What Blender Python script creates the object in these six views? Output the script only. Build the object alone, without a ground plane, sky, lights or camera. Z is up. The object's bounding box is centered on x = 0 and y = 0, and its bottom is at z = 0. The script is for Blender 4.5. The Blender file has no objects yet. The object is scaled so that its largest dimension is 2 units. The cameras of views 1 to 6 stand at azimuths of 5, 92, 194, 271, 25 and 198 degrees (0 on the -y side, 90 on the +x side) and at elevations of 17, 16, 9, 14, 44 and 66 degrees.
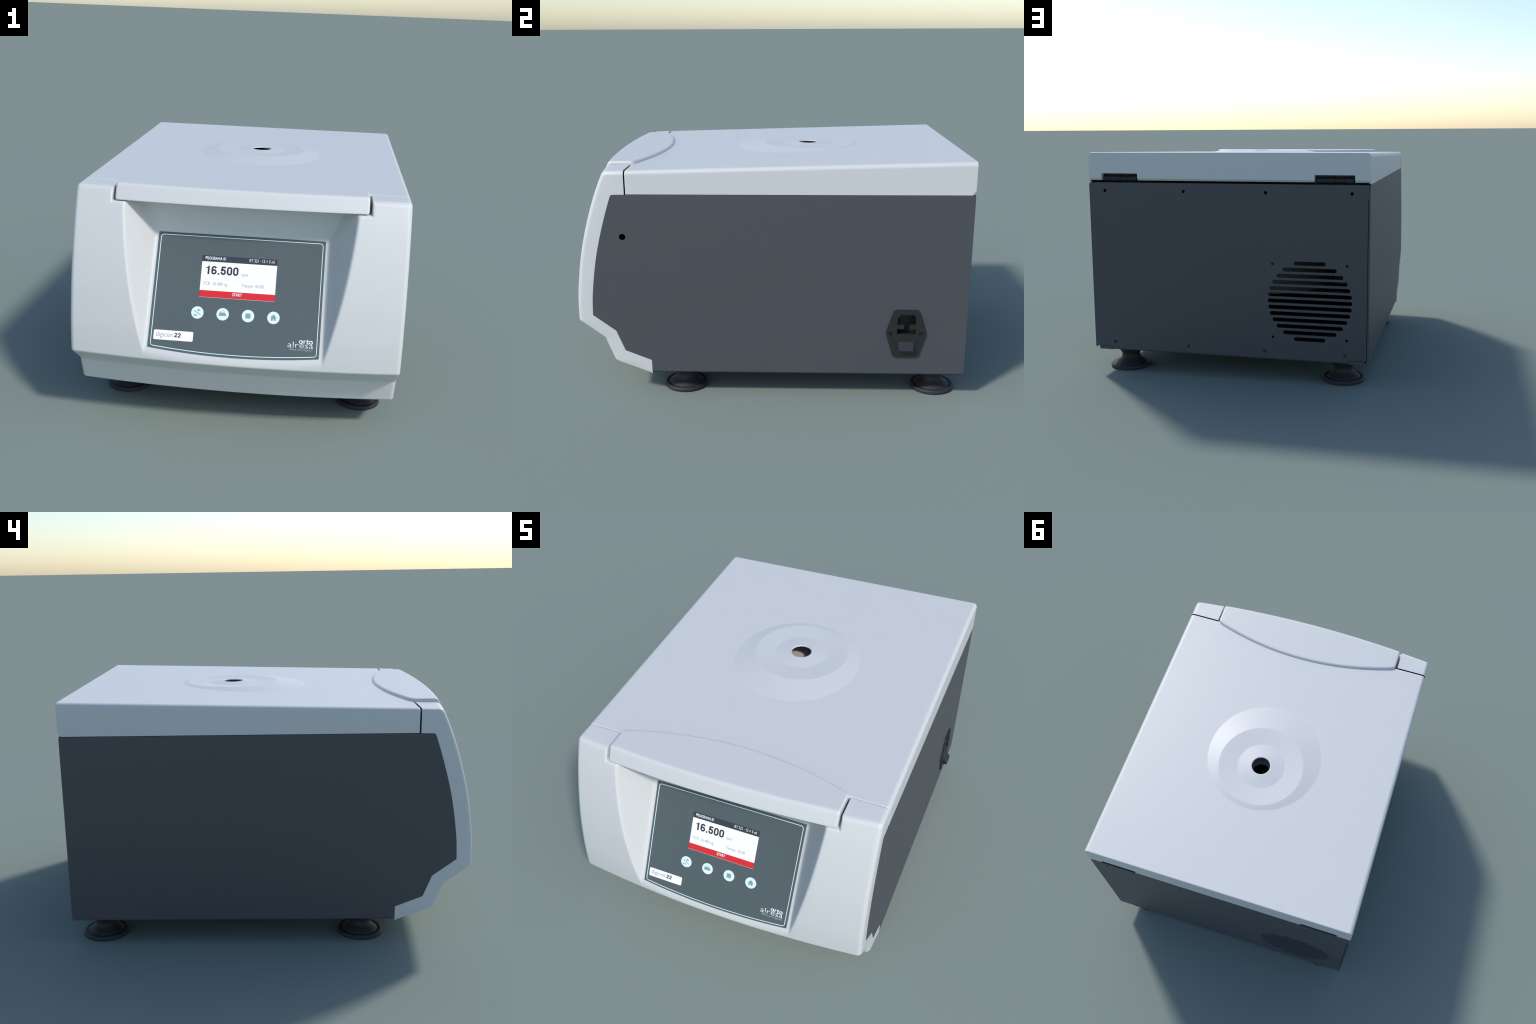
import bpy, bmesh, math
from mathutils import Vector
from mathutils.geometry import tessellate_polygon

# ------------------------------------------------------------------ dimensions
XC = -0.0175            # centre plane of the housing
WH = 0.7675             # half width of the white shells
WD = 0.7680             # half width of the dark sheet-metal panels
YR = 1.000              # rear face of the lid
LID_SLOPE = 0.0263
def lid_z(y): return 1.2175 + LID_SLOPE * (y - 0.995)
Z_SPLIT = 1.0570        # line between lid and dark housing
BULGE = 0.0475           # forward bow of the front at the centre plane

# ------------------------------------------------------------------ materials
def make_mat(name, col, rough=0.5, spec=0.5, noise=0.0, nscale=40.0, bevel=0.0, bump=0.0,
             bscale=300.0, metallic=0.0, coat=0.0):
    m = bpy.data.materials.new(name); m.use_nodes = True
    nt = m.node_tree; b = nt.nodes['Principled BSDF']
    b.inputs['Roughness'].default_value = rough
    b.inputs['Specular IOR Level'].default_value = spec
    b.inputs['Metallic'].default_value = metallic
    b.inputs['Coat Weight'].default_value = coat
    tc = nt.nodes.new('ShaderNodeTexCoord')
    nz = nt.nodes.new('ShaderNodeTexNoise'); nz.inputs['Scale'].default_value = nscale
    nz.inputs['Detail'].default_value = 4.0
    nt.links.new(tc.outputs['Object'], nz.inputs['Vector'])
    rp = nt.nodes.new('ShaderNodeValToRGB')
    rp.color_ramp.elements[0].position = 0.3; rp.color_ramp.elements[1].position = 0.7
    rp.color_ramp.elements[0].color = (*[c * (1 - noise) for c in col], 1)
    rp.color_ramp.elements[1].color = (*[min(1, c * (1 + noise)) for c in col], 1)
    nt.links.new(nz.outputs['Fac'], rp.inputs['Fac'])
    nt.links.new(rp.outputs['Color'], b.inputs['Base Color'])
    nrm = None
    if bevel > 0:
        bv = nt.nodes.new('ShaderNodeBevel'); bv.samples = 6
        bv.inputs['Radius'].default_value = bevel; nrm = bv.outputs['Normal']
    if bump > 0:
        n2 = nt.nodes.new('ShaderNodeTexNoise'); n2.inputs['Scale'].default_value = bscale
        nt.links.new(tc.outputs['Object'], n2.inputs['Vector'])
        bp = nt.nodes.new('ShaderNodeBump'); bp.inputs['Strength'].default_value = bump
        bp.inputs['Distance'].default_value = 0.001
        nt.links.new(n2.outputs['Fac'], bp.inputs['Height'])
        if nrm: nt.links.new(nrm, bp.inputs['Normal'])
        nrm = bp.outputs['Normal']
    if nrm: nt.links.new(nrm, b.inputs['Normal'])
    return m

M_WHITE = make_mat('white_plastic', (0.64, 0.652, 0.645), 0.42, 0.5, 0.006, 25, bevel=0.007)
M_FASCIA = make_mat('white_plastic_moulded', (0.64, 0.652, 0.645), 0.42, 0.5, 0.006, 25)
M_METAL = make_mat('dark_painted_sheet', (0.070, 0.075, 0.084), 0.5, 0.5, 0.02, 60, bevel=0.002, bump=0.03)
M_FOOT = make_mat('black_rubber', (0.031, 0.031, 0.036), 0.6, 0.35, 0.03, 60)
M_INLET = make_mat('black_inlet_plastic', (0.0155, 0.0168, 0.0168), 0.45, 0.5, 0.02, 60)
M_ROCKER = make_mat('switch_plastic', (0.022, 0.022, 0.025), 0.35, 0.5, 0.02, 60)
M_HOLE = make_mat('bore_shadow', (0.004, 0.004, 0.004), 0.9, 0.1, 0.02, 60)  # near-black base colour carries the shadow inside holes and gaps
M_HINGE = make_mat('black_hinge_steel', (0.012, 0.013, 0.016), 0.5, 0.5, 0.02, 60)
M_LINER = make_mat('grey_liner', (0.50, 0.485, 0.45), 0.6, 0.3, 0.02, 60)
M_CHAMBER = make_mat('chamber_steel', (0.16, 0.17, 0.18), 0.5, 0.5, 0.02, 60)
M_SCREW = make_mat('screw_steel', (0.10, 0.10, 0.105), 0.4, 0.5, 0.02, 60)
M_PANEL = make_mat('panel_film', (0.086, 0.111, 0.119), 0.45, 0.4, 0.01, 60)
M_LINE = make_mat('pale_blue_print', (0.70, 0.85, 0.87), 0.5, 0.3, 0.005, 60)
M_BUTTON = make_mat('button_pale', (0.76, 0.88, 0.90), 0.5, 0.3, 0.005, 60)
M_ICON = make_mat('icon_teal', (0.22, 0.36, 0.40), 0.5, 0.3, 0.005, 60)
M_SCREEN = make_mat('screen_white', (0.97, 0.97, 0.98), 0.35, 0.4, 0.002, 60)
M_SCRBAR = make_mat('screen_slate', (0.041, 0.047, 0.062), 0.35, 0.4, 0.005, 60)
M_RED = make_mat('screen_red', (0.70, 0.022, 0.030), 0.35, 0.4, 0.005, 60)
M_INK = make_mat('ink_dark', (0.035, 0.038, 0.055), 0.5, 0.3, 0.005, 60)
M_INKGREY = make_mat('ink_grey', (0.26, 0.31, 0.40), 0.5, 0.3, 0.005, 60)
M_INKPALE = make_mat('ink_pale_line', (0.70, 0.83, 0.92), 0.5, 0.3, 0.005, 60)
M_WHITEINK = make_mat('ink_white', (0.85, 0.89, 0.93), 0.5, 0.3, 0.005, 60)
M_LOGOINK = make_mat('ink_white_thin', (0.60, 0.67, 0.71), 0.5, 0.3, 0.005, 60)

# ------------------------------------------------------------------ helpers
ROOT = bpy.data.objects.new('laboratory_centrifuge', None)
bpy.context.scene.collection.objects.link(ROOT)
ROOT['label'] = 'white benchtop laboratory centrifuge with dark metal housing and display'
ROOT['category'] = 'centrifuge'

def link(name, me, mat, parent=None):
    ob = bpy.data.objects.new(name, me)
    bpy.context.scene.collection.objects.link(ob)
    if mat and not me.materials: me.materials.append(mat)
    ob.parent = parent or ROOT
    return ob

def from_bm(name, bm, mat, parent=None, smooth=True, angle=30, weighted=False):
    bmesh.ops.recalc_face_normals(bm, faces=bm.faces)
    if smooth:
        lim = math.radians(angle)
        for f in bm.faces: f.smooth = True
        for e in bm.edges:
            if len(e.link_faces) == 2 and e.calc_face_angle(0) > lim: e.smooth = False
    me = bpy.data.meshes.new(name); bm.to_mesh(me); bm.free()
    ob = link(name, me, mat, parent)
    if weighted:
        w = ob.modifiers.new('face_weighted_normals', 'WEIGHTED_NORMAL')
        w.keep_sharp = True; w.weight = 100; w.mode = 'FACE_AREA'
    return ob

def prism_bm(loops, d0, d1, f, bm=None):
    """outline + hole loops in (u,v), extruded from depth d0 to d1; f maps (u,v,d) to space"""
    bm = bm or bmesh.new()
    tris = tessellate_polygon([[Vector((u, v, 0)) for u, v in lp] for lp in loops])
    flat = [p for lp in loops for p in lp]
    a = [bm.verts.new(f(u, v, d0)) for u, v in flat]
    b = [bm.verts.new(f(u, v, d1)) for u, v in flat]
    for t in tris:
        try:
            bm.faces.new([b[i] for i in t]); bm.faces.new([a[i] for i in reversed(t)])
        except ValueError: pass
    k = 0
    for lp in loops:
        n = len(lp)
        for i in range(n):
            j = (i + 1) % n
            bm.faces.new([a[k + i], a[k + j], b[k + j], b[k + i]])
        k += n
    return bm

def circle(cx, cy, r, n=32):
    return [(cx + r * math.cos(2 * math.pi * i / n), cy + r * math.sin(2 * math.pi * i / n)) for i in range(n)]

def round_poly(pts, r, n=6):
    """round the corners of a closed polygon; r is one radius or one per corner"""
    out = []; N = len(pts)
    rs = r if isinstance(r, (list, tuple)) else [r] * N
    for i in range(N):
        p0, p, p1 = Vector(pts[i - 1]), Vector(pts[i]), Vector(pts[(i + 1) % N])
        rr = rs[i]
        if rr <= 0: out.append(tuple(p)); continue
        a, b = (p0 - p).normalized(), (p1 - p).normalized()
        ang = a.angle(b); t = min(rr / math.tan(ang / 2), (p0 - p).length * .49, (p1 - p).length * .49)
        A, B = p + a * t, p + b * t
        for k in range(n + 1):
            s = k / n
            q = A * (1 - s) ** 2 + p * 2 * s * (1 - s) + B * s ** 2
            out.append((q.x, q.y))
    return out

def slot(cx, cy, hl, hh, n=10):
    out = []
    for k in range(n + 1):
        a = -math.pi / 2 + math.pi * k / n
        out.append((cx + hl - hh + hh * math.cos(a), cy + hh * math.sin(a)))
    for k in range(n + 1):
        a = math.pi / 2 + math.pi * k / n
        out.append((cx - hl + hh + hh * math.cos(a), cy + hh * math.sin(a)))
    return out

def box_bm(x0, x1, y0, y1, z0, z1, bm=None):
    return prism_bm([[(x0, y0), (x1, y0), (x1, y1), (x0, y1)]], z0, z1, lambda u, v, d: (u, v, d), bm)

def smax(a, b, k):
    h = max(k - abs(a - b), 0) / k
    return max(a, b) + h * h * k * 0.25
def smin(a, b, k): return -smax(-a, -b, k)

def catmull(pts, n):
    out = []
    for i in range(len(pts) - 1):
        p0 = pts[max(i - 1, 0)]; p1 = pts[i]; p2 = pts[i + 1]; p3 = pts[min(i + 2, len(pts) - 1)]
        for k in range(n):
            t = k / n
            out.append(tuple(0.5 * (2 * b + (c - a) * t + (2 * a - 5 * b + 4 * c - d) * t * t + (3 * b - a - 3 * c + d) * t ** 3)
                             for a, b, c, d in zip(p0, p1, p2, p3)))
    out.append(pts[-1]); return out

def lerp_table(tab, z):
    if z <= tab[0][0]: return tab[0][1]
    for (z0, y0), (z1, y1) in zip(tab, tab[1:]):
        if z <= z1: return y0 + (y1 - y0) * (z - z0) / (z1 - z0)
    (z0, y0), (z1, y1) = tab[-2:]
    return y1 + (y1 - y0) * (z - z1) / (z1 - z0)

# ------------------------------------------------------------------ front profile
# side view of the front: bellied arc, undercut, chin, sloping underside (z, y)
_belly = catmull([(0.4055, -0.9525), (0.4754, -0.9522), (0.5688, -0.9470), (0.7257, -0.9262),
                  (0.8667, -0.8955), (1.0011, -0.8558), (1.10, -0.8192), (1.20, -0.775)], 8)
PROFILE = [(0.1175, -0.590), (0.190, -0.779), (0.3120, -0.8265)] + _belly
def prof_raw(z): return lerp_table(PROFILE, z)
def prof(z, w=0.0055):
    if z > 0.46: return prof_raw(z)
    return sum(prof_raw(z + w * t / 4) for t in range(-4, 5)) / 9
def bow(dx): return BULGE * (1 - (dx / WH) ** 2)
def front_y(dx, z): return prof(z) - bow(dx) * (1 + 0.06 * min(1, max(0, (0.40 - z) / 0.08)))   # the chin bows a little more

# control panel plane
P0 = Vector((0, -0.7155, 0.945)); _t = 0.55
SD = Vector((0, -_t, -1)).normalized()        # down the panel
ND = Vector((0, -1, _t)).normalized()         # out of the panel
def plane_y(z): return -0.7155 - _t * (0.945 - z)

REC_W = 0.413; DRAFT = 0.55
def recess_y(dx, z):
    p = plane_y(z) + 0.004
    wall = plane_y(z) - (abs(dx) - REC_W) / DRAFT
    ceil = -0.7065 - 0.165 * (z - 0.952)
    return smin(smin(p, ceil, 0.008), wall, 0.008)

NOTCH_W = 0.589; Z_SHELF = 1.1095
def quarter(d, r):
    if d >= r: return 0.0
    d = max(d, 0)
    return r - math.sqrt(max(r * r - (r - d) ** 2, 0))

def edge_lines(a, sgn, r, n=6):
    return [a + sgn * r * (1 - math.cos(math.pi / 2 * k / n)) for k in range(n + 1)]

def merge_lines(groups, lo, hi, step):
    keep = sorted(set(round(v, 6) for g in groups for v in g if lo - 1e-6 <= v <= hi + 1e-6))
    out = [keep[0]]
    for v in keep[1:]:
        gap = v - out[-1]
        if gap < 1e-5: continue
        n = max(1, math.ceil(gap / step)); a = out[-1]
        out += [a + gap * k / n for k in range(1, n + 1)]
    return out

def build_fascia():
    RS, RT, RN = 0.021, 0.018, 0.010
    ztop = lid_z(-0.785)
    xs = merge_lines([edge_lines(-WH, 1, RS), edge_lines(WH, -1, RS),
                      edge_lines(-NOTCH_W, -1, RN), edge_lines(NOTCH_W, 1, RN), [0.0]], -WH, WH, 0.0052)
    zs = merge_lines([[0.1175, 0.190, 0.3120, 0.4055], edge_lines(ztop, -1, RT), edge_lines(Z_SHELF, -1, RN),
                      [1.0560, 1.0572]], 0.1175, ztop, 0.0042)
    xs_abs = [abs(v) for v in xs]
    bm = bmesh.new(); G = {}
    for i, x0 in enumerate(xs):
        for j, z0 in enumerate(zs):
            x, z = x0, z0
            inside = abs(x) < NOTCH_W - 1e-6 and z > Z_SHELF + 1e-6
            if inside: continue
            ax, sg = abs(x), (1 if x > 0 else -1)
            dist = min(WH - ax, 9)
            wx, wz = ax, z
            if WH - ax < RS and ztop - z < RS:            # outer shoulder of the corner block
                a, b = ax - (WH - RS), z - (ztop - RS); l = math.hypot(a, b)
                if l > 1e-9:
                    m = max(a, b) / l; wx, wz = WH - RS + a * m, ztop - RS + b * m
            x, z = sg * wx, wz
            y = front_y(x, z)
            if z > 0.40: y = smax(y, recess_y(x, z), 0.0115)
            dr = quarter(WH - xs_abs[i], RS)
            dr = max(dr, quarter(ztop - zs[j], RT))
            # the notch for the handle
            ax = abs(x)
            if ax >= NOTCH_W: dn = math.hypot(max(ax - NOTCH_W, 0), max(Z_SHELF - z, 0)) if z < Z_SHELF else ax - NOTCH_W
            else: dn = Z_SHELF - z
            dr = max(dr, quarter(dn, RN))
            yy = y + dr
            if z < 0.2: yy = min(yy, -0.5915)
            G[i, j] = bm.verts.new((XC + x, yy, z))
    for i in range(len(xs) - 1):
        for j in range(len(zs) - 1):
            q = [G.get(t) for t in ((i, j), (i + 1, j), (i + 1, j + 1), (i, j + 1))]
            if all(q): bm.faces.new(q)
    edges = [e for e in bm.edges if len(e.link_faces) == 1]
    ret = bmesh.ops.extrude_edge_only(bm, edges=edges)
    for v in [g for g in ret['geom'] if isinstance(g, bmesh.types.BMVert)]:
        if v.co.z > 1.0565 + 1e-4:
            yb = -0.6895
            if v.co.z > ztop - RS - 1e-4: v.co.z += LID_SLOPE * (yb - v.co.y) * min(1, (v.co.z - ztop + RS) / RS + .001)
        elif v.co.z > 0.45: yb = prof_raw(v.co.z) + 0.105     # tucked under the dark side sheet
        elif v.co.z > 0.25: yb = -0.70
        else: yb = -0.5908
        if abs(v.co.z - Z_SHELF) < 1e-4 and abs(v.co.x - XC) < NOTCH_W: yb = -0.6895
        v.co.y = yb
    return from_bm('front_fascia', bm, M_FASCIA, smooth=True, angle=50)
fascia = build_fascia()

# ------------------------------------------------------------------ lid
HOLE = (XC, 0.2125)
def build_lid():
    bm = bmesh.new(); R = 0.022; WL = 0.7680; xin = WL - R
    YF, BF, BR = -0.684, 0.007, 0.005          # front edge, softening of front and rear edges
    y0, y1 = YF + BF, YR - BR
    cx, cy = HOLE
    corners = [math.atan2(b - cy, a) for a in (-xin, xin) for b in (y0, y1)]
    N = 240
    angs = sorted(set([round(2 * math.pi * i / N - math.pi, 9) for i in range(N)] + [round(c, 9) for c in corners]))
    def cone(a, r): return (cx + r * math.cos(a), cy + r * math.sin(a))
    rings = []
    def ring(rf, zf, rect=False):
        vs = []
        for a in angs:
            c, s = math.cos(a), math.sin(a)
            if rect:
                t = min(xin / abs(c) if abs(c) > 1e-9 else 9e9, ((y1 - cy) if s > 0 else (cy - y0)) / abs(s) if abs(s) > 1e-9 else 9e9)
                x, y = cx + t * c, cy + t * s
                if abs(abs(x - cx) - xin) < 1e-6: x = cx + math.copysign(xin, c)
                vs.append(bm.verts.new((x, y, lid_z(y))))
            else:
                r = rf(a); x, y = cone(a, r); vs.append(bm.verts.new((x, y, zf(r))))
        rings.append(vs); return vs
    CS = 0.1393; ZM = lid_z(cy) + 0.0453 - CS * 0.246     # cone slope, height of its upper rim
    ring(lambda a: 0.0525, lambda r: 1.2030)
    ring(lambda a: 0.0525, lambda r: 1.2060)
    ring(lambda a: 0.0532, lambda r: 1.2083)
    ring(lambda a: 0.0555, lambda r: 1.2095)
    ring(lambda a: 0.1375, lambda r: 1.2027)
    ring(lambda a: 0.246, lambda r: ZM)
    A = 0.0453
    rout = lambda a: A / (CS + LID_SLOPE * math.sin(a))
    ring(rout, lambda r: ZM - CS * (r - 0.246))
    ring(None, None, rect=True)
    n = len(angs); crease = set()
    for k in range(len(rings) - 1):
        for i in range(n):
            j = (i + 1) % n
            bm.faces.new([rings[k][i], rings[k][j], rings[k + 1][j], rings[k + 1][i]])
    for k in (4, 5, 6):
        for i in range(n):
            e = bm.edges.get([rings[k][i], rings[k][(i + 1) % n]]); crease.add(e)
    rect = rings[-1]
    # rounded shoulders and side walls
    S = 6; cols = {}
    for sgn in (1, -1):
        edge = sorted([v for v in rect if abs(v.co.x - (XC + sgn * xin)) < 1e-6], key=lambda v: v.co.y)
        rows = [edge]
        for k in range(1, S + 1):
            th = math.pi / 2 * k / S
            rows.append([bm.verts.new((XC + sgn * (xin + R * math.sin(th)), v.co.y, v.co.z - R * (1 - math.cos(th)))) for v in edge])
        for a, b in zip(rows, rows[1:]):
            for i in range(len(edge) - 1): bm.faces.new([a[i], a[i + 1], b[i + 1], b[i]])
        X = XC + sgn * WL
        low = [bm.verts.new((X, y0, Z_SPLIT + .0015)), bm.verts.new((X, YR - 0.018, Z_SPLIT + .0015)), bm.verts.new((X, y1, 1.0785))]
        bm.faces.new(rows[-1] + [low[2], low[1], low[0]])
        cols[sgn] = (rows, low)
    def soften(ring, normals, r, sgn_y, n=4):
        """quarter-round turn from the top and sides into the front or rear wall"""
        prev = ring; hist = [ring]
        for k in range(1, n + 1):
            th = math.pi / 2 * k / n
            cur = [bm.verts.new((v.co.x - nx * r * (1 - math.cos(th)), v.co.y + sgn_y * r * math.sin(th), v.co.z - nz * r * (1 - math.cos(th))))
                   for v, (nx, nz) in zip(ring, normals)]
            for i in range(len(ring) - 1): bm.faces.new([prev[i], prev[i + 1], cur[i + 1], cur[i]])
            prev = cur; hist.append(cur)
        return hist
    def section(idx, lowidx, flat):
        ring = [cols[-1][1][lowidx]] + [cols[-1][0][k][idx] for k in range(S, 0, -1)] + flat + [cols[1][0][k][idx] for k in range(1, S + 1)] + [cols[1][1][lowidx]]
        sh = [(math.sin(math.pi / 2 * k / S), math.cos(math.pi / 2 * k / S)) for k in range(1, S + 1)]
        nor = [(-1, 0)] + [(-a, b) for a, b in reversed(sh)] + [(0, 1)] * len(flat) + sh + [(1, 0)]
        return ring, nor
    fr = sorted([v for v in rect if abs(v.co.y - y0) < 1e-6], key=lambda v: v.co.x)
    rr = sorted([v for v in rect if abs(v.co.y - y1) < 1e-6], key=lambda v: v.co.x)
    bm.faces.new(soften(*section(0, 0, fr), BF, -1)[-1])
    rear_hist = soften(*section(-1, 2, rr), BR, 1)
    rear_ring = rear_hist[-1]
    for sgn, q in ((-1, 0), (1, -1)): bm.faces.new([h[q] for h in rear_hist] + [cols[sgn][1][1]])
    # rear wall with two hinge cut-outs
    y1 = YR
    lowpts = []; segs = []
    notch = [(-0.7064, -0.4993), (0.467, 0.6745)]; zn = 1.1045
    strip = []
    def inner_corner(sgn):      # the rear chamfer climbs just inside the side wall
        return (bm.verts.new((XC + sgn * (WL - .012), y1, 1.0785)), bm.verts.new((XC + sgn * (WL - .012), y1 - .010, 1.0675)))
    ca, cb = inner_corner(-1), inner_corner(1)
    strip.append((rear_ring[0], ca[0], ca[1], cols[-1][1][1]))
    prev, prevl = ca
    outline = [rear_ring[0], prev]
    for a, b in notch:
        va = bm.verts.new((a, y1, 1.0785)); la = bm.verts.new((a, y1 - .010, 1.0675))
        vb = bm.verts.new((b, y1, 1.0785)); lb = bm.verts.new((b, y1 - .010, 1.0675))
        ta = bm.verts.new((a, y1, zn)); tb = bm.verts.new((b, y1, zn))
        ia = bm.verts.new((a, y1 - .03, zn - .002)); ib = bm.verts.new((b, y1 - .03, zn - .002))
        ja = bm.verts.new((a, y1 - .03, 1.0675)); jb = bm.verts.new((b, y1 - .03, 1.0675))
        strip.append((prev, va, la, prevl))
        bm.faces.new([ta, tb, ib, ia]); bm.faces.new([va, ta, ia, ja, la]); bm.faces.new([vb, lb, jb, ib, tb])
        outline += [va, ta, tb, vb]; prev, prevl = vb, lb
    end, endl = rear_ring[-1], cols[1][1][1]
    strip.append((prev, cb[0], cb[1], prevl)); strip.append((cb[0], end, endl, cb[1])); outline += [cb[0], end]
    for s in strip: bm.faces.new(s)
    bm.faces.new(outline + list(reversed(rear_ring[1:-1])))
    bmesh.ops.recalc_face_normals(bm, faces=bm.faces)
    for f in bm.faces: f.smooth = True
    for e in bm.edges:
        if e in crease or (len(e.link_faces) == 2 and e.calc_face_angle(0) > math.radians(31)): e.smooth = False
    me = bpy.data.meshes.new('lid'); bm.to_mesh(me); bm.free()
    ob = link('lid', me, M_WHITE)
    w = ob.modifiers.new('face_weighted_normals', 'WEIGHTED_NORMAL'); w.keep_sharp = True; w.weight = 100; w.mode = 'FACE_AREA'
    return ob
lid = build_lid()

# liner plate under the lid, with the sight hole seen through the lid opening
bm = prism_bm([circle(XC, HOLE[1], .185, 64), circle(XC, HOLE[1], .053, 48)], 1.110, 1.116, lambda u, v, d: (u, v, d))
from_bm('lid_liner', bm, M_LINER, lid)
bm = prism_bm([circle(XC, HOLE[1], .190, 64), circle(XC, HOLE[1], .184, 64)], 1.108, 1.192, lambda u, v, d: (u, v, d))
from_bm('hole_shade_collar', bm, M_HOLE, lid)  # black ring added so the lid hole reads as unlit

# ------------------------------------------------------------------ handle (raised tongue of the lid)
def build_handle():
    HW = 0.577; ZT, ZB = 1.1885, 1.1135; RE = 0.011; RB = 0.017
    xs = merge_lines([edge_lines(-HW, 1, RE), edge_lines(HW, -1, RE)], -HW, HW, 0.02)
    bm = bmesh.new(); loops = []
    for dx in xs:
        d = quarter(HW - abs(dx), RE)
        yb = -0.566 - 0.105 * (dx / 0.575) ** 2
        yb -= quarter(HW - abs(dx), 0.020) * 0.9
        zt = ZT - d; zb = ZB + d
        pts = [(yb, lid_z(yb) - 0.03), (yb, zt - RB)]
        for k in range(1, 8):
            th = math.pi / 2 * k / 7
            pts.append((yb - RB * (1 - math.cos(th)), zt - RB + RB * math.sin(th)))
        rf = 0.013
        ytop = front_y(dx, ZT) + d
        ya = ytop + rf; yz = yb - RB
        for k in range(1, 5): pts.append((yz + (ya - yz) * k / 4, zt))
        for k in range(1, 7):
            th = math.pi / 2 * k / 6; z = zt - rf * (1 - math.cos(th))
            pts.append((front_y(dx, z) + d + rf * (1 - math.sin(th)), z))
        z1, z2 = zt - rf, zb + 0.006
        for k in range(1, 7):
            z = z1 + (z2 - z1) * k / 6; pts.append((front_y(dx, z) + d, z))
        for k in range(1, 5):
            th = math.pi / 2 * k / 4
            pts.append((front_y(dx, z2) + d + 0.006 * (1 - math.cos(th)), z2 - 0.006 * math.sin(th)))
        pts.append((-0.70, zb)); pts.append((-0.69, zb + 0.02))
        loops.append([bm.verts.new((XC + dx, y, z)) for y, z in pts])
    for a, b in zip(loops, loops[1:]):
        for k in range(len(a) - 1): bm.faces.new([a[k], a[k + 1], b[k + 1], b[k]])
    for lp in (loops[0], loops[-1]): bm.faces.new(lp)
    return from_bm('handle', bm, M_FASCIA, lid, angle=50, weighted=True)
build_handle()

# ------------------------------------------------------------------ dark sheet-metal housing
def side_edge(z): return prof_raw(z) + 0.073 + 0.008 * min(1, max(0, (z - 0.44) / 0.45))
side_front = [(-0.7475, Z_SPLIT - .0005), (side_edge(1.0535) + .0006, 1.0535)] + \
             [(side_edge(z), z) for z in [1.050 + (0.438 - 1.050) * k / 48 for k in range(49)]]
side_outline = side_front + [(-0.7662, 0.3542), (-0.7241, 0.2482), (-0.5920, 0.1955), (-0.5912, 0.1355), (0.9965, 0.1355)] + \
               [(0.9965, 1.047), (0.9875, Z_SPLIT - .0005)]
def build_side(sgn):
    holes = []
    if sgn > 0:
        holes = [circle(-0.7095, 0.8455, 0.016, 32), [(0.635, 0.335), (0.753, 0.335), (0.753, 0.468), (0.635, 0.468)]]
    bm = prism_bm([side_outline] + holes, WD - 0.009, WD, lambda u, v, d: (XC + sgn * d, u, v))
    return from_bm('side_panel', bm, M_METAL, smooth=False)
side_l = build_side(-1); side_r = build_side(1)
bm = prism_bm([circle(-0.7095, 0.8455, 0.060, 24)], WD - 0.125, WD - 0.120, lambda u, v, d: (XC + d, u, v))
from_bm('latch_hole_shade_disc', bm, M_HOLE, side_r, smooth=False)  # black disc set behind the side hole for its inner shadow

VX, VZ = -0.4735, 0.4447
def build_rear():
    w = WD - 0.0120
    zt = Z_SPLIT - 0.001; xn = 0.665
    wr = WD - 0.0094; zc = 0.1425          # +x edge closes against the side sheet, -x edge leaves a slit below z 0.98
    outline = [(XC - w, zc), (XC - xn, zc), (XC - xn, 0.132), (XC + xn, 0.132), (XC + xn, zc), (XC + wr, zc), (XC + wr, zt),
               (XC - wr, zt), (XC - wr, 0.982), (XC - w, 0.982)]
    holes = []
    for i in range(-6, 7):
        dz = i * 0.03370
        hl = math.sqrt(0.2246 ** 2 - (1.03 * dz) ** 2)
        holes.append(slot(VX, VZ + dz, hl, 0.0104))
    for x in (-0.276, -0.6702):
        for z in (0.6411, 0.2481): holes.append(circle(x, z, 0.0072, 20))
    for x in (0.6592, 0.2087, -0.2417, -0.6915): holes.append(circle(x, 1.0118, 0.0088, 24))
    for x in (0.631, 0.2, -0.231, -0.6625): holes.append(circle(x, 0.1675, 0.0098, 24))
    bm = prism_bm([outline] + holes, 0.988, 0.997, lambda u, v, d: (u, d, v))
    # bent lower lip
    prev = None
    for k in range(7):
        th = math.pi / 2 * k / 6
        y = 0.988 + 0.009 * math.cos(th); z = 0.132 - 0.009 * math.sin(th)
        row = [bm.verts.new((XC - xn, y, z)), bm.verts.new((XC + xn, y, z))]
        if prev: bm.faces.new([prev[0], prev[1], row[1], row[0]])
        prev = row
    row = [bm.verts.new((XC - xn, 0.90, prev[0].co.z)), bm.verts.new((XC + xn, 0.90, prev[0].co.z))]
    bm.faces.new([prev[0], prev[1], row[1], row[0]])
    return from_bm('rear_panel', bm, M_METAL, angle=40)
rear = build_rear()
# countersunk screws in the lower row
for x in (0.631, 0.2, -0.231, -0.6625):
    bm = prism_bm([circle(x, 0.1675, 0.0084, 20), circle(x - .001, 0.1685, 0.0050, 12)], 0.986, 0.9942, lambda u, v, d: (u, d, v))
    prism_bm([circle(x, 0.1675, 0.0085, 12)], 0.980, 0.984, lambda u, v, d: (u, d, v), bm)
    s = from_bm('screw', bm, M_METAL, rear, smooth=False)
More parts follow.
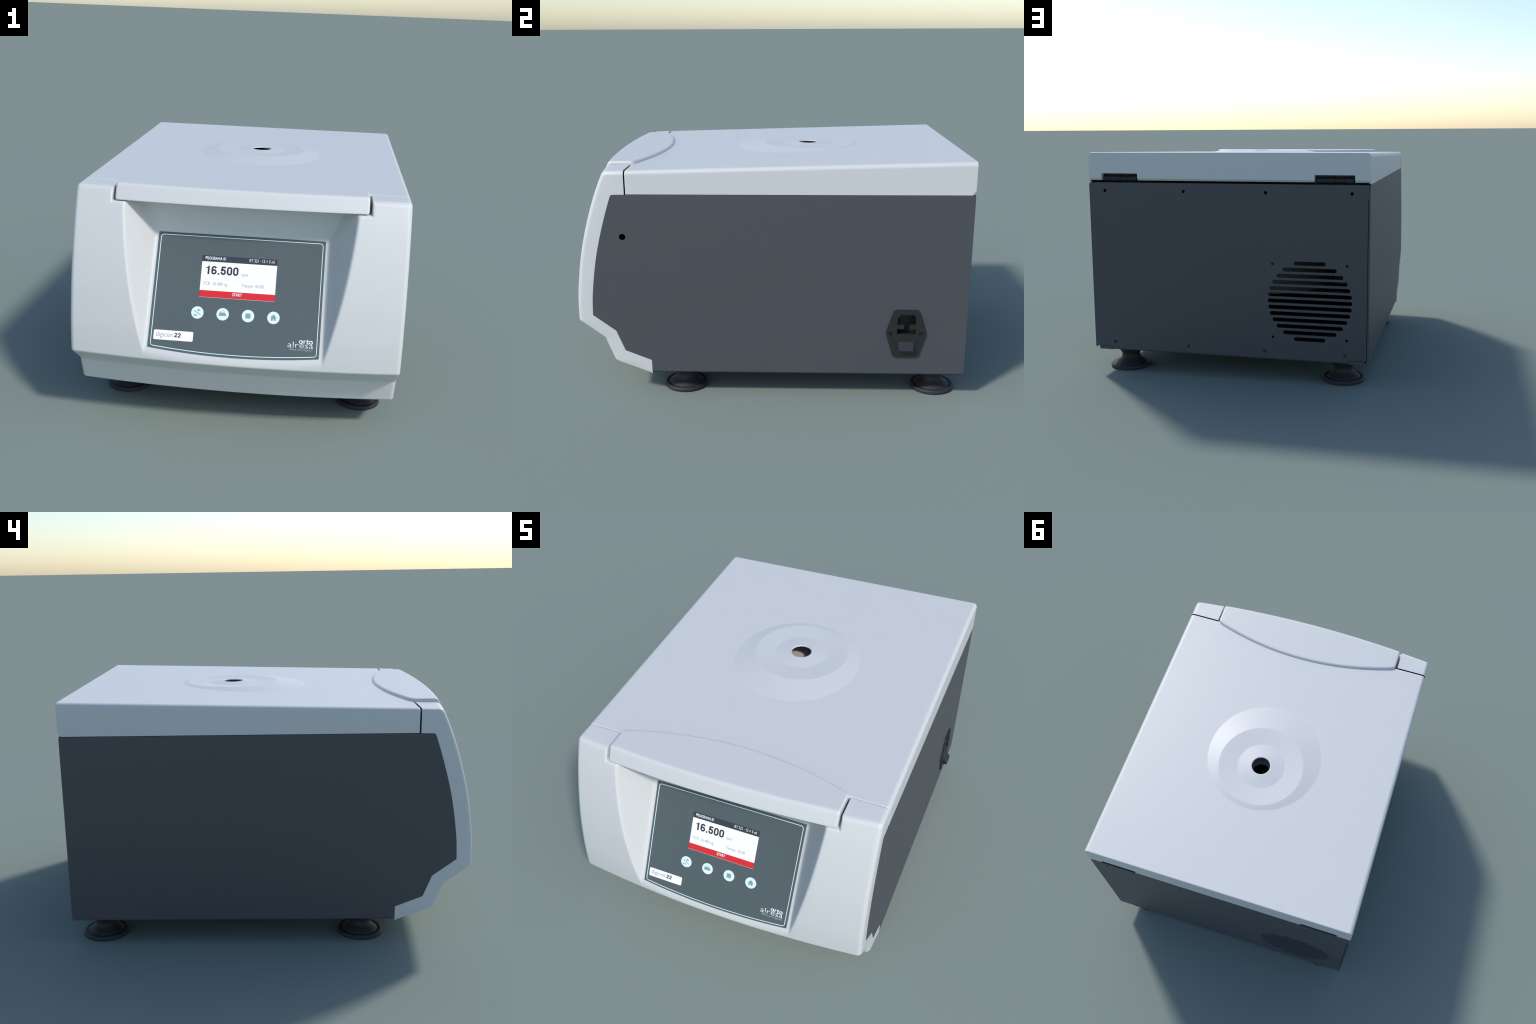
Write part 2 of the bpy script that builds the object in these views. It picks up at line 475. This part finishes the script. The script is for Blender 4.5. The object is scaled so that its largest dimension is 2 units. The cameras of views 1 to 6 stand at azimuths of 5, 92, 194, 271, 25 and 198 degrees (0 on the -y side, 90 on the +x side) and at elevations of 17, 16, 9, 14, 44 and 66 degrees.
# near-black strips modelled as the darkness behind the screw holes and lower edge
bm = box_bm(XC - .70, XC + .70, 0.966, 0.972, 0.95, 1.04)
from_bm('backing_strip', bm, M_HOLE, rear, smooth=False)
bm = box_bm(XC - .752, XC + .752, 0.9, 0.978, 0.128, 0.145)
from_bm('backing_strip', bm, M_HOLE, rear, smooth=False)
# rotor chamber seen dimly behind the slots
bm = prism_bm([circle(XC, 0.2125, 0.45, 96)], 0.40, 1.03, lambda u, v, d: (u, v, d))
from_bm('rotor_chamber', bm, M_CHAMBER, rear, angle=40)

# near-black bars filling the gap under the rear edge of the lid
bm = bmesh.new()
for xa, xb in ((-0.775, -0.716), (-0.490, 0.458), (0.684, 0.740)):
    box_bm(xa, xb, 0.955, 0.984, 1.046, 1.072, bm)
from_bm('dark_gap_bars', bm, M_HOLE, rear, smooth=False)

# deck coloured near black to darken the space under the lid; base plate
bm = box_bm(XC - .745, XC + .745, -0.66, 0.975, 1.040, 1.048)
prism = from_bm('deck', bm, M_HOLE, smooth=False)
bm = prism_bm([[(XC - .7465, -.585), (XC + .7465, -.585), (XC + .7465, .9925), (XC + .664, .9925), (XC + .664, .975),
                (XC - .664, .975), (XC - .664, .9925), (XC - .7465, .9925)]], 0.1213, 0.1395, lambda u, v, d: (u, v, d))
base = from_bm('base_plate', bm, M_METAL, smooth=False)

# ------------------------------------------------------------------ hinges
def hinge(xa, xb):
    bm = box_bm(xa - .004, xb + .004, YR - .05, YR - .034, Z_SPLIT - .004, 1.108)
    n = 4; L = (xb - xa - 0.014) / n
    for k in range(n):
        x0 = xa + 0.007 + k * L
        r = 0.0185 if k % 2 == 0 else 0.0165
        c = [(YR - .026 + r * math.cos(2 * math.pi * i / 24), 1.076 + r * math.sin(2 * math.pi * i / 24)) for i in range(24)]
        prism_bm([c], x0 + .0008, x0 + L - .0008, lambda u, v, d: (d, u, v), bm)
    bm2 = bm
    return from_bm('hinge', bm2, M_HINGE, lid, angle=35)
hinge(-0.7064, -0.4993); hinge(0.467, 0.6745)

# ------------------------------------------------------------------ feet
FOOT = [(0.0, 0.0), (0.1125, 0.0), (0.1140, 0.0018), (0.1145, 0.0065), (0.1138, 0.0120), (0.1110, 0.0170), (0.1066, 0.0198),
        (0.0890, 0.0188), (0.0886, 0.0196)] + \
       catmull([(0.0886, 0.0196), (0.0860, 0.0228), (0.0755, 0.0310), (0.0610, 0.0420), (0.0530, 0.0530), (0.0500, 0.0650)], 4)[1:] + \
       [(0.0512, 0.074), (0.0565, 0.0845), (0.0630, 0.0930), (0.0680, 0.1000), (0.0700, 0.1165), (0.0945, 0.1168), (0.0945, 0.1215), (0.0, 0.1215)]
def build_foot():
    bm = bmesh.new(); n = 64; rows = []
    for r, z in FOOT:
        if r == 0: rows.append([bm.verts.new((0, 0, z))]); continue
        rows.append([bm.verts.new((r * math.cos(2 * math.pi * i / n), r * math.sin(2 * math.pi * i / n), z)) for i in range(n)])
    for a, b in zip(rows, rows[1:]):
        for i in range(n):
            j = (i + 1) % n
            if len(a) == 1: bm.faces.new([a[0], b[i], b[j]])
            elif len(b) == 1: bm.faces.new([a[i], a[j], b[0]])
            else: bm.faces.new([a[i], a[j], b[j], b[i]])
    return from_bm('foot', bm, M_FOOT, angle=35)
foot = build_foot()
first = True
for sx in (-1, 1):
    for y in (-0.438, 0.863):
        o = foot if first else foot.copy()
        if not first: bpy.context.scene.collection.objects.link(o)
        o.location = (XC + sx * 0.6175, y, 0); first = False

# ------------------------------------------------------------------ power inlet
IY = 0.694
fx = lambda u, v, d: (d, u, v)
hexo = round_poly([(IY - .1005, .3560), (IY - .062, .479), (IY + .062, .479), (IY + .1005, .3560), (IY + .062, .229), (IY - .062, .229)],
                  [.012, .022, .022, .012, .022, .022], 6)
sock = [(IY - .029, .4565), (IY - .0445, .438), (IY - .0445, .402), (IY - .0110, .402), (IY - .0110, .381), (IY - .0445, .381),
        (IY - .0445, .353), (IY + .0475, .353), (IY + .0475, .381), (IY + .0175, .381), (IY + .0175, .402), (IY + .0485, .402),
        (IY + .0485, .438), (IY + .036, .4565)]
XF = 0.7605
bm = prism_bm([hexo, sock, circle(IY - .0755, .3535, .0088, 24), circle(IY + .0755, .3535, .0088, 24)], 0.742, XF, fx)
inlet = from_bm('power_inlet', bm, M_INLET, smooth=False)
bm = box_bm(0.690, 0.696, IY - .056, IY + .056, .337, .466)
wall = round_poly([(IY - .056, .337), (IY + .056, .337), (IY + .056, .466), (IY - .056, .466)], 0.004)
inner = round_poly([(IY - .049, .349), (IY + .052, .349), (IY + .052, .461), (IY - .049, .461)], 0.004)
prism_bm([wall, inner], 0.696, 0.742, fx, bm)
from_bm('socket', bm, M_INLET, inlet, smooth=False)
for dy in (-.0755, .0755):   # screw heads seated in the flange
    bm = bmesh.new()
    bmesh.ops.create_uvsphere(bm, u_segments=20, v_segments=10, radius=.0046)
    for v in bm.verts: v.co = Vector((0.7525 + v.co.x * .6, IY + dy + .0012 + v.co.y, .3505 + v.co.z))
    prism_bm([circle(IY + dy, .3535, .0100, 20)], 0.7425, 0.7505, fx, bm)
    from_bm('inlet_screw', bm, M_SCREW, inlet)
# rocker / fuse drawer : wedge
wedge = [(0.7585, .3145), (0.7585, .2610), (0.7855, .2695), (0.7855, .2735)]
bm = prism_bm([wedge], IY - .037, IY + .0385, lambda u, v, d: (u, d, v))
from_bm('rocker_switch', bm, M_ROCKER, inlet, smooth=False)

# ------------------------------------------------------------------ control panel
def on_panel(u, s, n): return P0 + Vector((u, 0, 0)) + SD * s + ND * n
def pmap(u, s, d): return on_panel(u, s, d)
def panel_item(name, loops, mat, n0, n1, parent):
    return from_bm(name, prism_bm(loops, n0, n1, pmap), mat, parent, smooth=False)
PW = 0.394
def bottom_s(u, s_mid, s_end, w): return s_end + (s_mid - s_end) * (1 - ((u - XC) / w) ** 2)
def panel_outline(w, top, s_mid, s_end, r, n=40):
    low = [(XC - w + 2 * w * k / n, bottom_s(XC - w + 2 * w * k / n, s_mid, s_end, w)) for k in range(n + 1)]
    pts = [(XC + w, top), (XC - w, top)] + low
    rad = [r, r, r] + [0] * (n - 1) + [r]
    if r > 0:      # leave room for the rounded lower corners
        keep = [(p, q) for p, q in zip(pts, rad) if q > 0 or abs(p[0] - XC) < w - 1.3 * r]
        pts = [p for p, q in keep]; rad = [q for p, q in keep]
        return round_poly(pts, rad, 8)
    return pts
panel = panel_item('control_panel', [panel_outline(PW, 0.0, 0.569, 0.5455, 0)], M_PANEL, -0.006, 0.0, None)
def border():
    a = panel_outline(0.3835, 0.0105, 0.5600, 0.5385, 0.017)
    b = panel_outline(0.3802, 0.0138, 0.5567, 0.5352, 0.014)
    return panel_item('border_line', [a, b], M_LINE, -0.001, 0.0007, panel)
border()

def rect(x0, x1, s0, s1): return [(x0, s0), (x1, s0), (x1, s1), (x0, s1)]
screen = panel_item('screen', [rect(-.1942, .1574, .1018, .2992)], M_SCREEN, -0.001, 0.0008, panel)
panel_item('title_bar', [rect(-.1942, .1574, .1014, .1300)], M_SCRBAR, 0, 0.0014, panel)
panel_item('start_bar', [rect(-.1942, .1574, .2668, .2982)], M_RED, 0, 0.0014, panel)
panel_item('divider_line', [rect(-.1765, .1393, .2127, .2140)], M_INKPALE, 0, 0.0012, panel)
label = panel_item('name_label', [round_poly(rect(-.3885, -.2045, .4648, .5098), .007, 5)], M_SCREEN, -0.001, 0.0008, panel)

def lettering(text, x0, x1, base, cap, mat, n, bold=0.0, shear=0.0, ref='H', parent=None):
    """text fitted between x0 and x1, standing on 'base', with letters 'cap' tall (height of ref)"""
    def raw(t):
        c = bpy.data.curves.new('lettering', 'FONT'); c.body = t; c.size = 1.0; c.offset = bold; c.shear = shear
        c.extrude = 0.0; c.resolution_u = 4
        o = bpy.data.objects.new('lettering', c); bpy.context.scene.collection.objects.link(o)
        dg = bpy.context.evaluated_depsgraph_get(); dg.update()
        me = bpy.data.meshes.new_from_object(o.evaluated_get(dg))
        bpy.data.objects.remove(o); bpy.data.curves.remove(c); return me
    rm = raw(ref); h = max(v.co.y for v in rm.vertices); bpy.data.meshes.remove(rm)
    me = raw(text)
    a = min(v.co.x for v in me.vertices); b = max(v.co.x for v in me.vertices)
    sx = (x1 - x0) / (b - a); sy = cap / h
    bm = bmesh.new(); bm.from_mesh(me); bpy.data.meshes.remove(me)
    geo = bmesh.ops.extrude_face_region(bm, geom=list(bm.faces))
    top = set(g for g in geo['geom'] if isinstance(g, bmesh.types.BMVert))
    for v in bm.verts:
        v.co = on_panel(x0 + (v.co.x - a) * sx, base - v.co.y * sy, n + (0.0005 if v in top else -0.0003))
    return from_bm('lettering', bm, mat, parent or panel, smooth=False)

# upright narrow digits drawn as single strokes on a unit-high cell
def arc(cx, cy, rx, ry, a0, a1, n=10):
    return [(cx + rx * math.cos(math.radians(a0 + (a1 - a0) * k / n)), cy + ry * math.sin(math.radians(a0 + (a1 - a0) * k / n))) for k in range(n + 1)]
def ribbon(path, w, closed=False):
    n = len(path); L, R = [], []
    for i in range(n):
        p = Vector(path[i])
        a = Vector(path[(i - 1) % n]) if (closed or i > 0) else None
        b = Vector(path[(i + 1) % n]) if (closed or i < n - 1) else None
        d0 = (p - a).normalized() if a else (b - p).normalized()
        d1 = (b - p).normalized() if b else d0
        n0, n1 = Vector((-d0.y, d0.x)), Vector((-d1.y, d1.x))
        m = (n0 + n1); m = m / max(m.length_squared / 2, .35) if m.length > 1e-6 else n0
        L.append(p + m * w / 2); R.append(p - m * w / 2)
    return L, R
DW = 0.60; ST = 0.185; _h = ST / 2; _rx = DW / 2 - _h
DIGIT = {
    '0': (arc(DW / 2, 1 - _h - _rx, _rx, _rx, 0, 180) + arc(DW / 2, _h + _rx, _rx, _rx, 180, 360), True),
    '1': ([(0.13, 0.80), (0.24, 0.825), (0.325, 0.90), (0.345, 1.0)], False),
    '2': ([(_h, 0.68)] + arc(DW / 2, 1 - _h - _rx, _rx, _rx, 180, -25) + [(0.30, 0.37), (_h + .03, 0.19), (_h + .01, _h), (DW, _h)], False),
    '5': ([(DW - .03, 1 - _h), (0.175, 1 - _h), (0.125, 0.52)] + arc(DW / 2, 0.35, _rx, 0.255, 140, -180, 16), False),
    '6': (arc(DW / 2, 1 - _h - _rx, _rx, _rx, 15, 180) + [(_h, 0.5)] + arc(DW / 2, _h + _rx, _rx, _rx, 180, 360) +
          arc(DW / 2, 0.33, _rx, 0.215, 0, 150), False)}
def digits(text, x0, x1, base, height, mat, n, parent):
    adv = {'.': 0.34}; w = sum(adv.get(c, 0.70) for c in text) - 0.10
    sx = (x1 - x0) / w; bm = bmesh.new(); cur = 0.0
    def put(u, v, lev): return on_panel(x0 + (cur + u) * sx, base - v * height, n + lev)
    def quad(q):
        lo = [bm.verts.new(put(p[0], p[1], -0.0003)) for p in q]; hi = [bm.verts.new(put(p[0], p[1], 0.0005)) for p in q]
        bm.faces.new(hi); bm.faces.new(list(reversed(lo)))
        for i in range(len(q)): bm.faces.new([lo[i], lo[(i + 1) % len(q)], hi[(i + 1) % len(q)], hi[i]])
    for c in text:
        if c == '.': quad([(0.03, 0), (0.22, 0), (0.22, 0.185), (0.03, 0.185)])
        else:
            path, closed = DIGIT[c]
            if c == '1':
                quad([(0.285, 0), (0.48, 0), (0.48, 1.0), (0.345, 1.0), (0.285, 0.84)])
                quad([(0.09, 0.72), (0.284, 0.72), (0.284, 0.86), (0.255, 0.84), (0.19, 0.825), (0.09, 0.815)])
            else:
                L, R = ribbon(path, ST, closed)
                m = len(path) if closed else len(path) - 1
                for i in range(m):
                    j = (i + 1) % len(path); quad([L[i], R[i], R[j], L[j]])
        cur += adv.get(c, 0.70)
    bmesh.ops.remove_doubles(bm, verts=bm.verts, dist=1e-6)
    return from_bm('lettering', bm, mat, parent, smooth=False)
NB = 0.0016
lettering('PROGRAMA 01', -.1808, -.0841, .1205, .0143, M_WHITEINK, NB, bold=.026, parent=screen)
lettering('RT 321 \u00b7 12 \u00d7 5 ml', .027, .1443, .1203, .0143, M_WHITEINK, NB, bold=0.0, parent=screen)
digits('16.500', -.1765, -.0205, .1900, .0400, M_INK, .0011, screen)
lettering('rpm', -.0063, .0256, .1905, .0100, M_INKGREY, .0011, bold=-.012, ref='x', parent=screen)
lettering('FCR  26.480 xg', -.1772, -.0668, .2407, .0152, M_INKGREY, .0011, bold=-.014, parent=screen)
lettering('Tiempo  05:00', .0007, .1021, .2405, .0152, M_INKGREY, .0011, bold=-.014, parent=screen)
lettering('START', -.0405, .0045, .2864, .0145, M_WHITEINK, NB, bold=.030, parent=screen)
lettering('digicen', -.3767, -.2995, .4945, .0215, M_INKGREY, .0011, bold=-.012, ref='d', parent=label)
digits('22', -.2912, -.2612, .4945, .0202, M_INK, .0011, label)
lettering('orto', .2816, .3455, .4822, .0163, M_WHITEINK, .0005, bold=.025, ref='x')
lettering('alresa', .2308, .3476, .5022, .0176, M_WHITEINK, .0004, bold=-.006, ref='x')
lettering('About centrifugation', .2390, .3460, .5135, .0078, M_LOGOINK, .0005, bold=-.008, shear=.25)

# four round keys with their symbols
def key(u):
    return panel_item('button', [circle(u, .3731, .0287, 48)], M_BUTTON, -0.001, 0.0012, panel)
KX = (-.1948, -.0770, .0406, .1581); S0 = .3731
keys = [key(u) for u in KX]
def icon(loops, k):
    bm = bmesh.new()
    for lp in loops: prism_bm([[(KX[k] + a, S0 + b) for a, b in lp]], 0.0008, 0.0017, pmap, bm)
    return from_bm('symbol', bm, M_ICON, keys[k], smooth=False)
icon([[(.0005, -.0180), (.0145, -.0118), (.0020, -.0050)],                                   # play
      [(-.0175, -.0085), (-.0155, -.0112), (.0165, .0085), (.0145, .0112)],                  # slash
      [(-.0150, .0070), (-.0070, .0125), (-.0145, .0185)], [(-.0068, .0070), (.0012, .0125), (-.0062, .0185)]], 0)
icon([[(-.0165, -.0055), (-.0145, -.0075), (.0100, -.0085), (.0150, -.0010), (.0170, .0045), (.0165, .0070), (-.0165, .0085)],   # body
      [(-.0130, -.0100), (-.0040, -.0155), (.0030, -.0170), (.0090, -.0160), (.0090, -.0145), (.0030, -.0152), (-.0035, -.0138), (-.0115, -.0085)]], 1)
icon([[(-.0115, -.0118), (.0115, -.0118), (.0115, .0112), (-.0115, .0112)]], 2)
icon([[(0, -.0155), (.0142, -.0015), (.0110, -.0012), (.0110, .0135), (.0028, .0135), (.0028, .0065), (-.0028, .0065), (-.0028, .0135),
       (-.0110, .0135), (-.0110, -.0012), (-.0142, -.0015)]], 3)

# uniform print names for repeats are handled by Blender's own suffixes
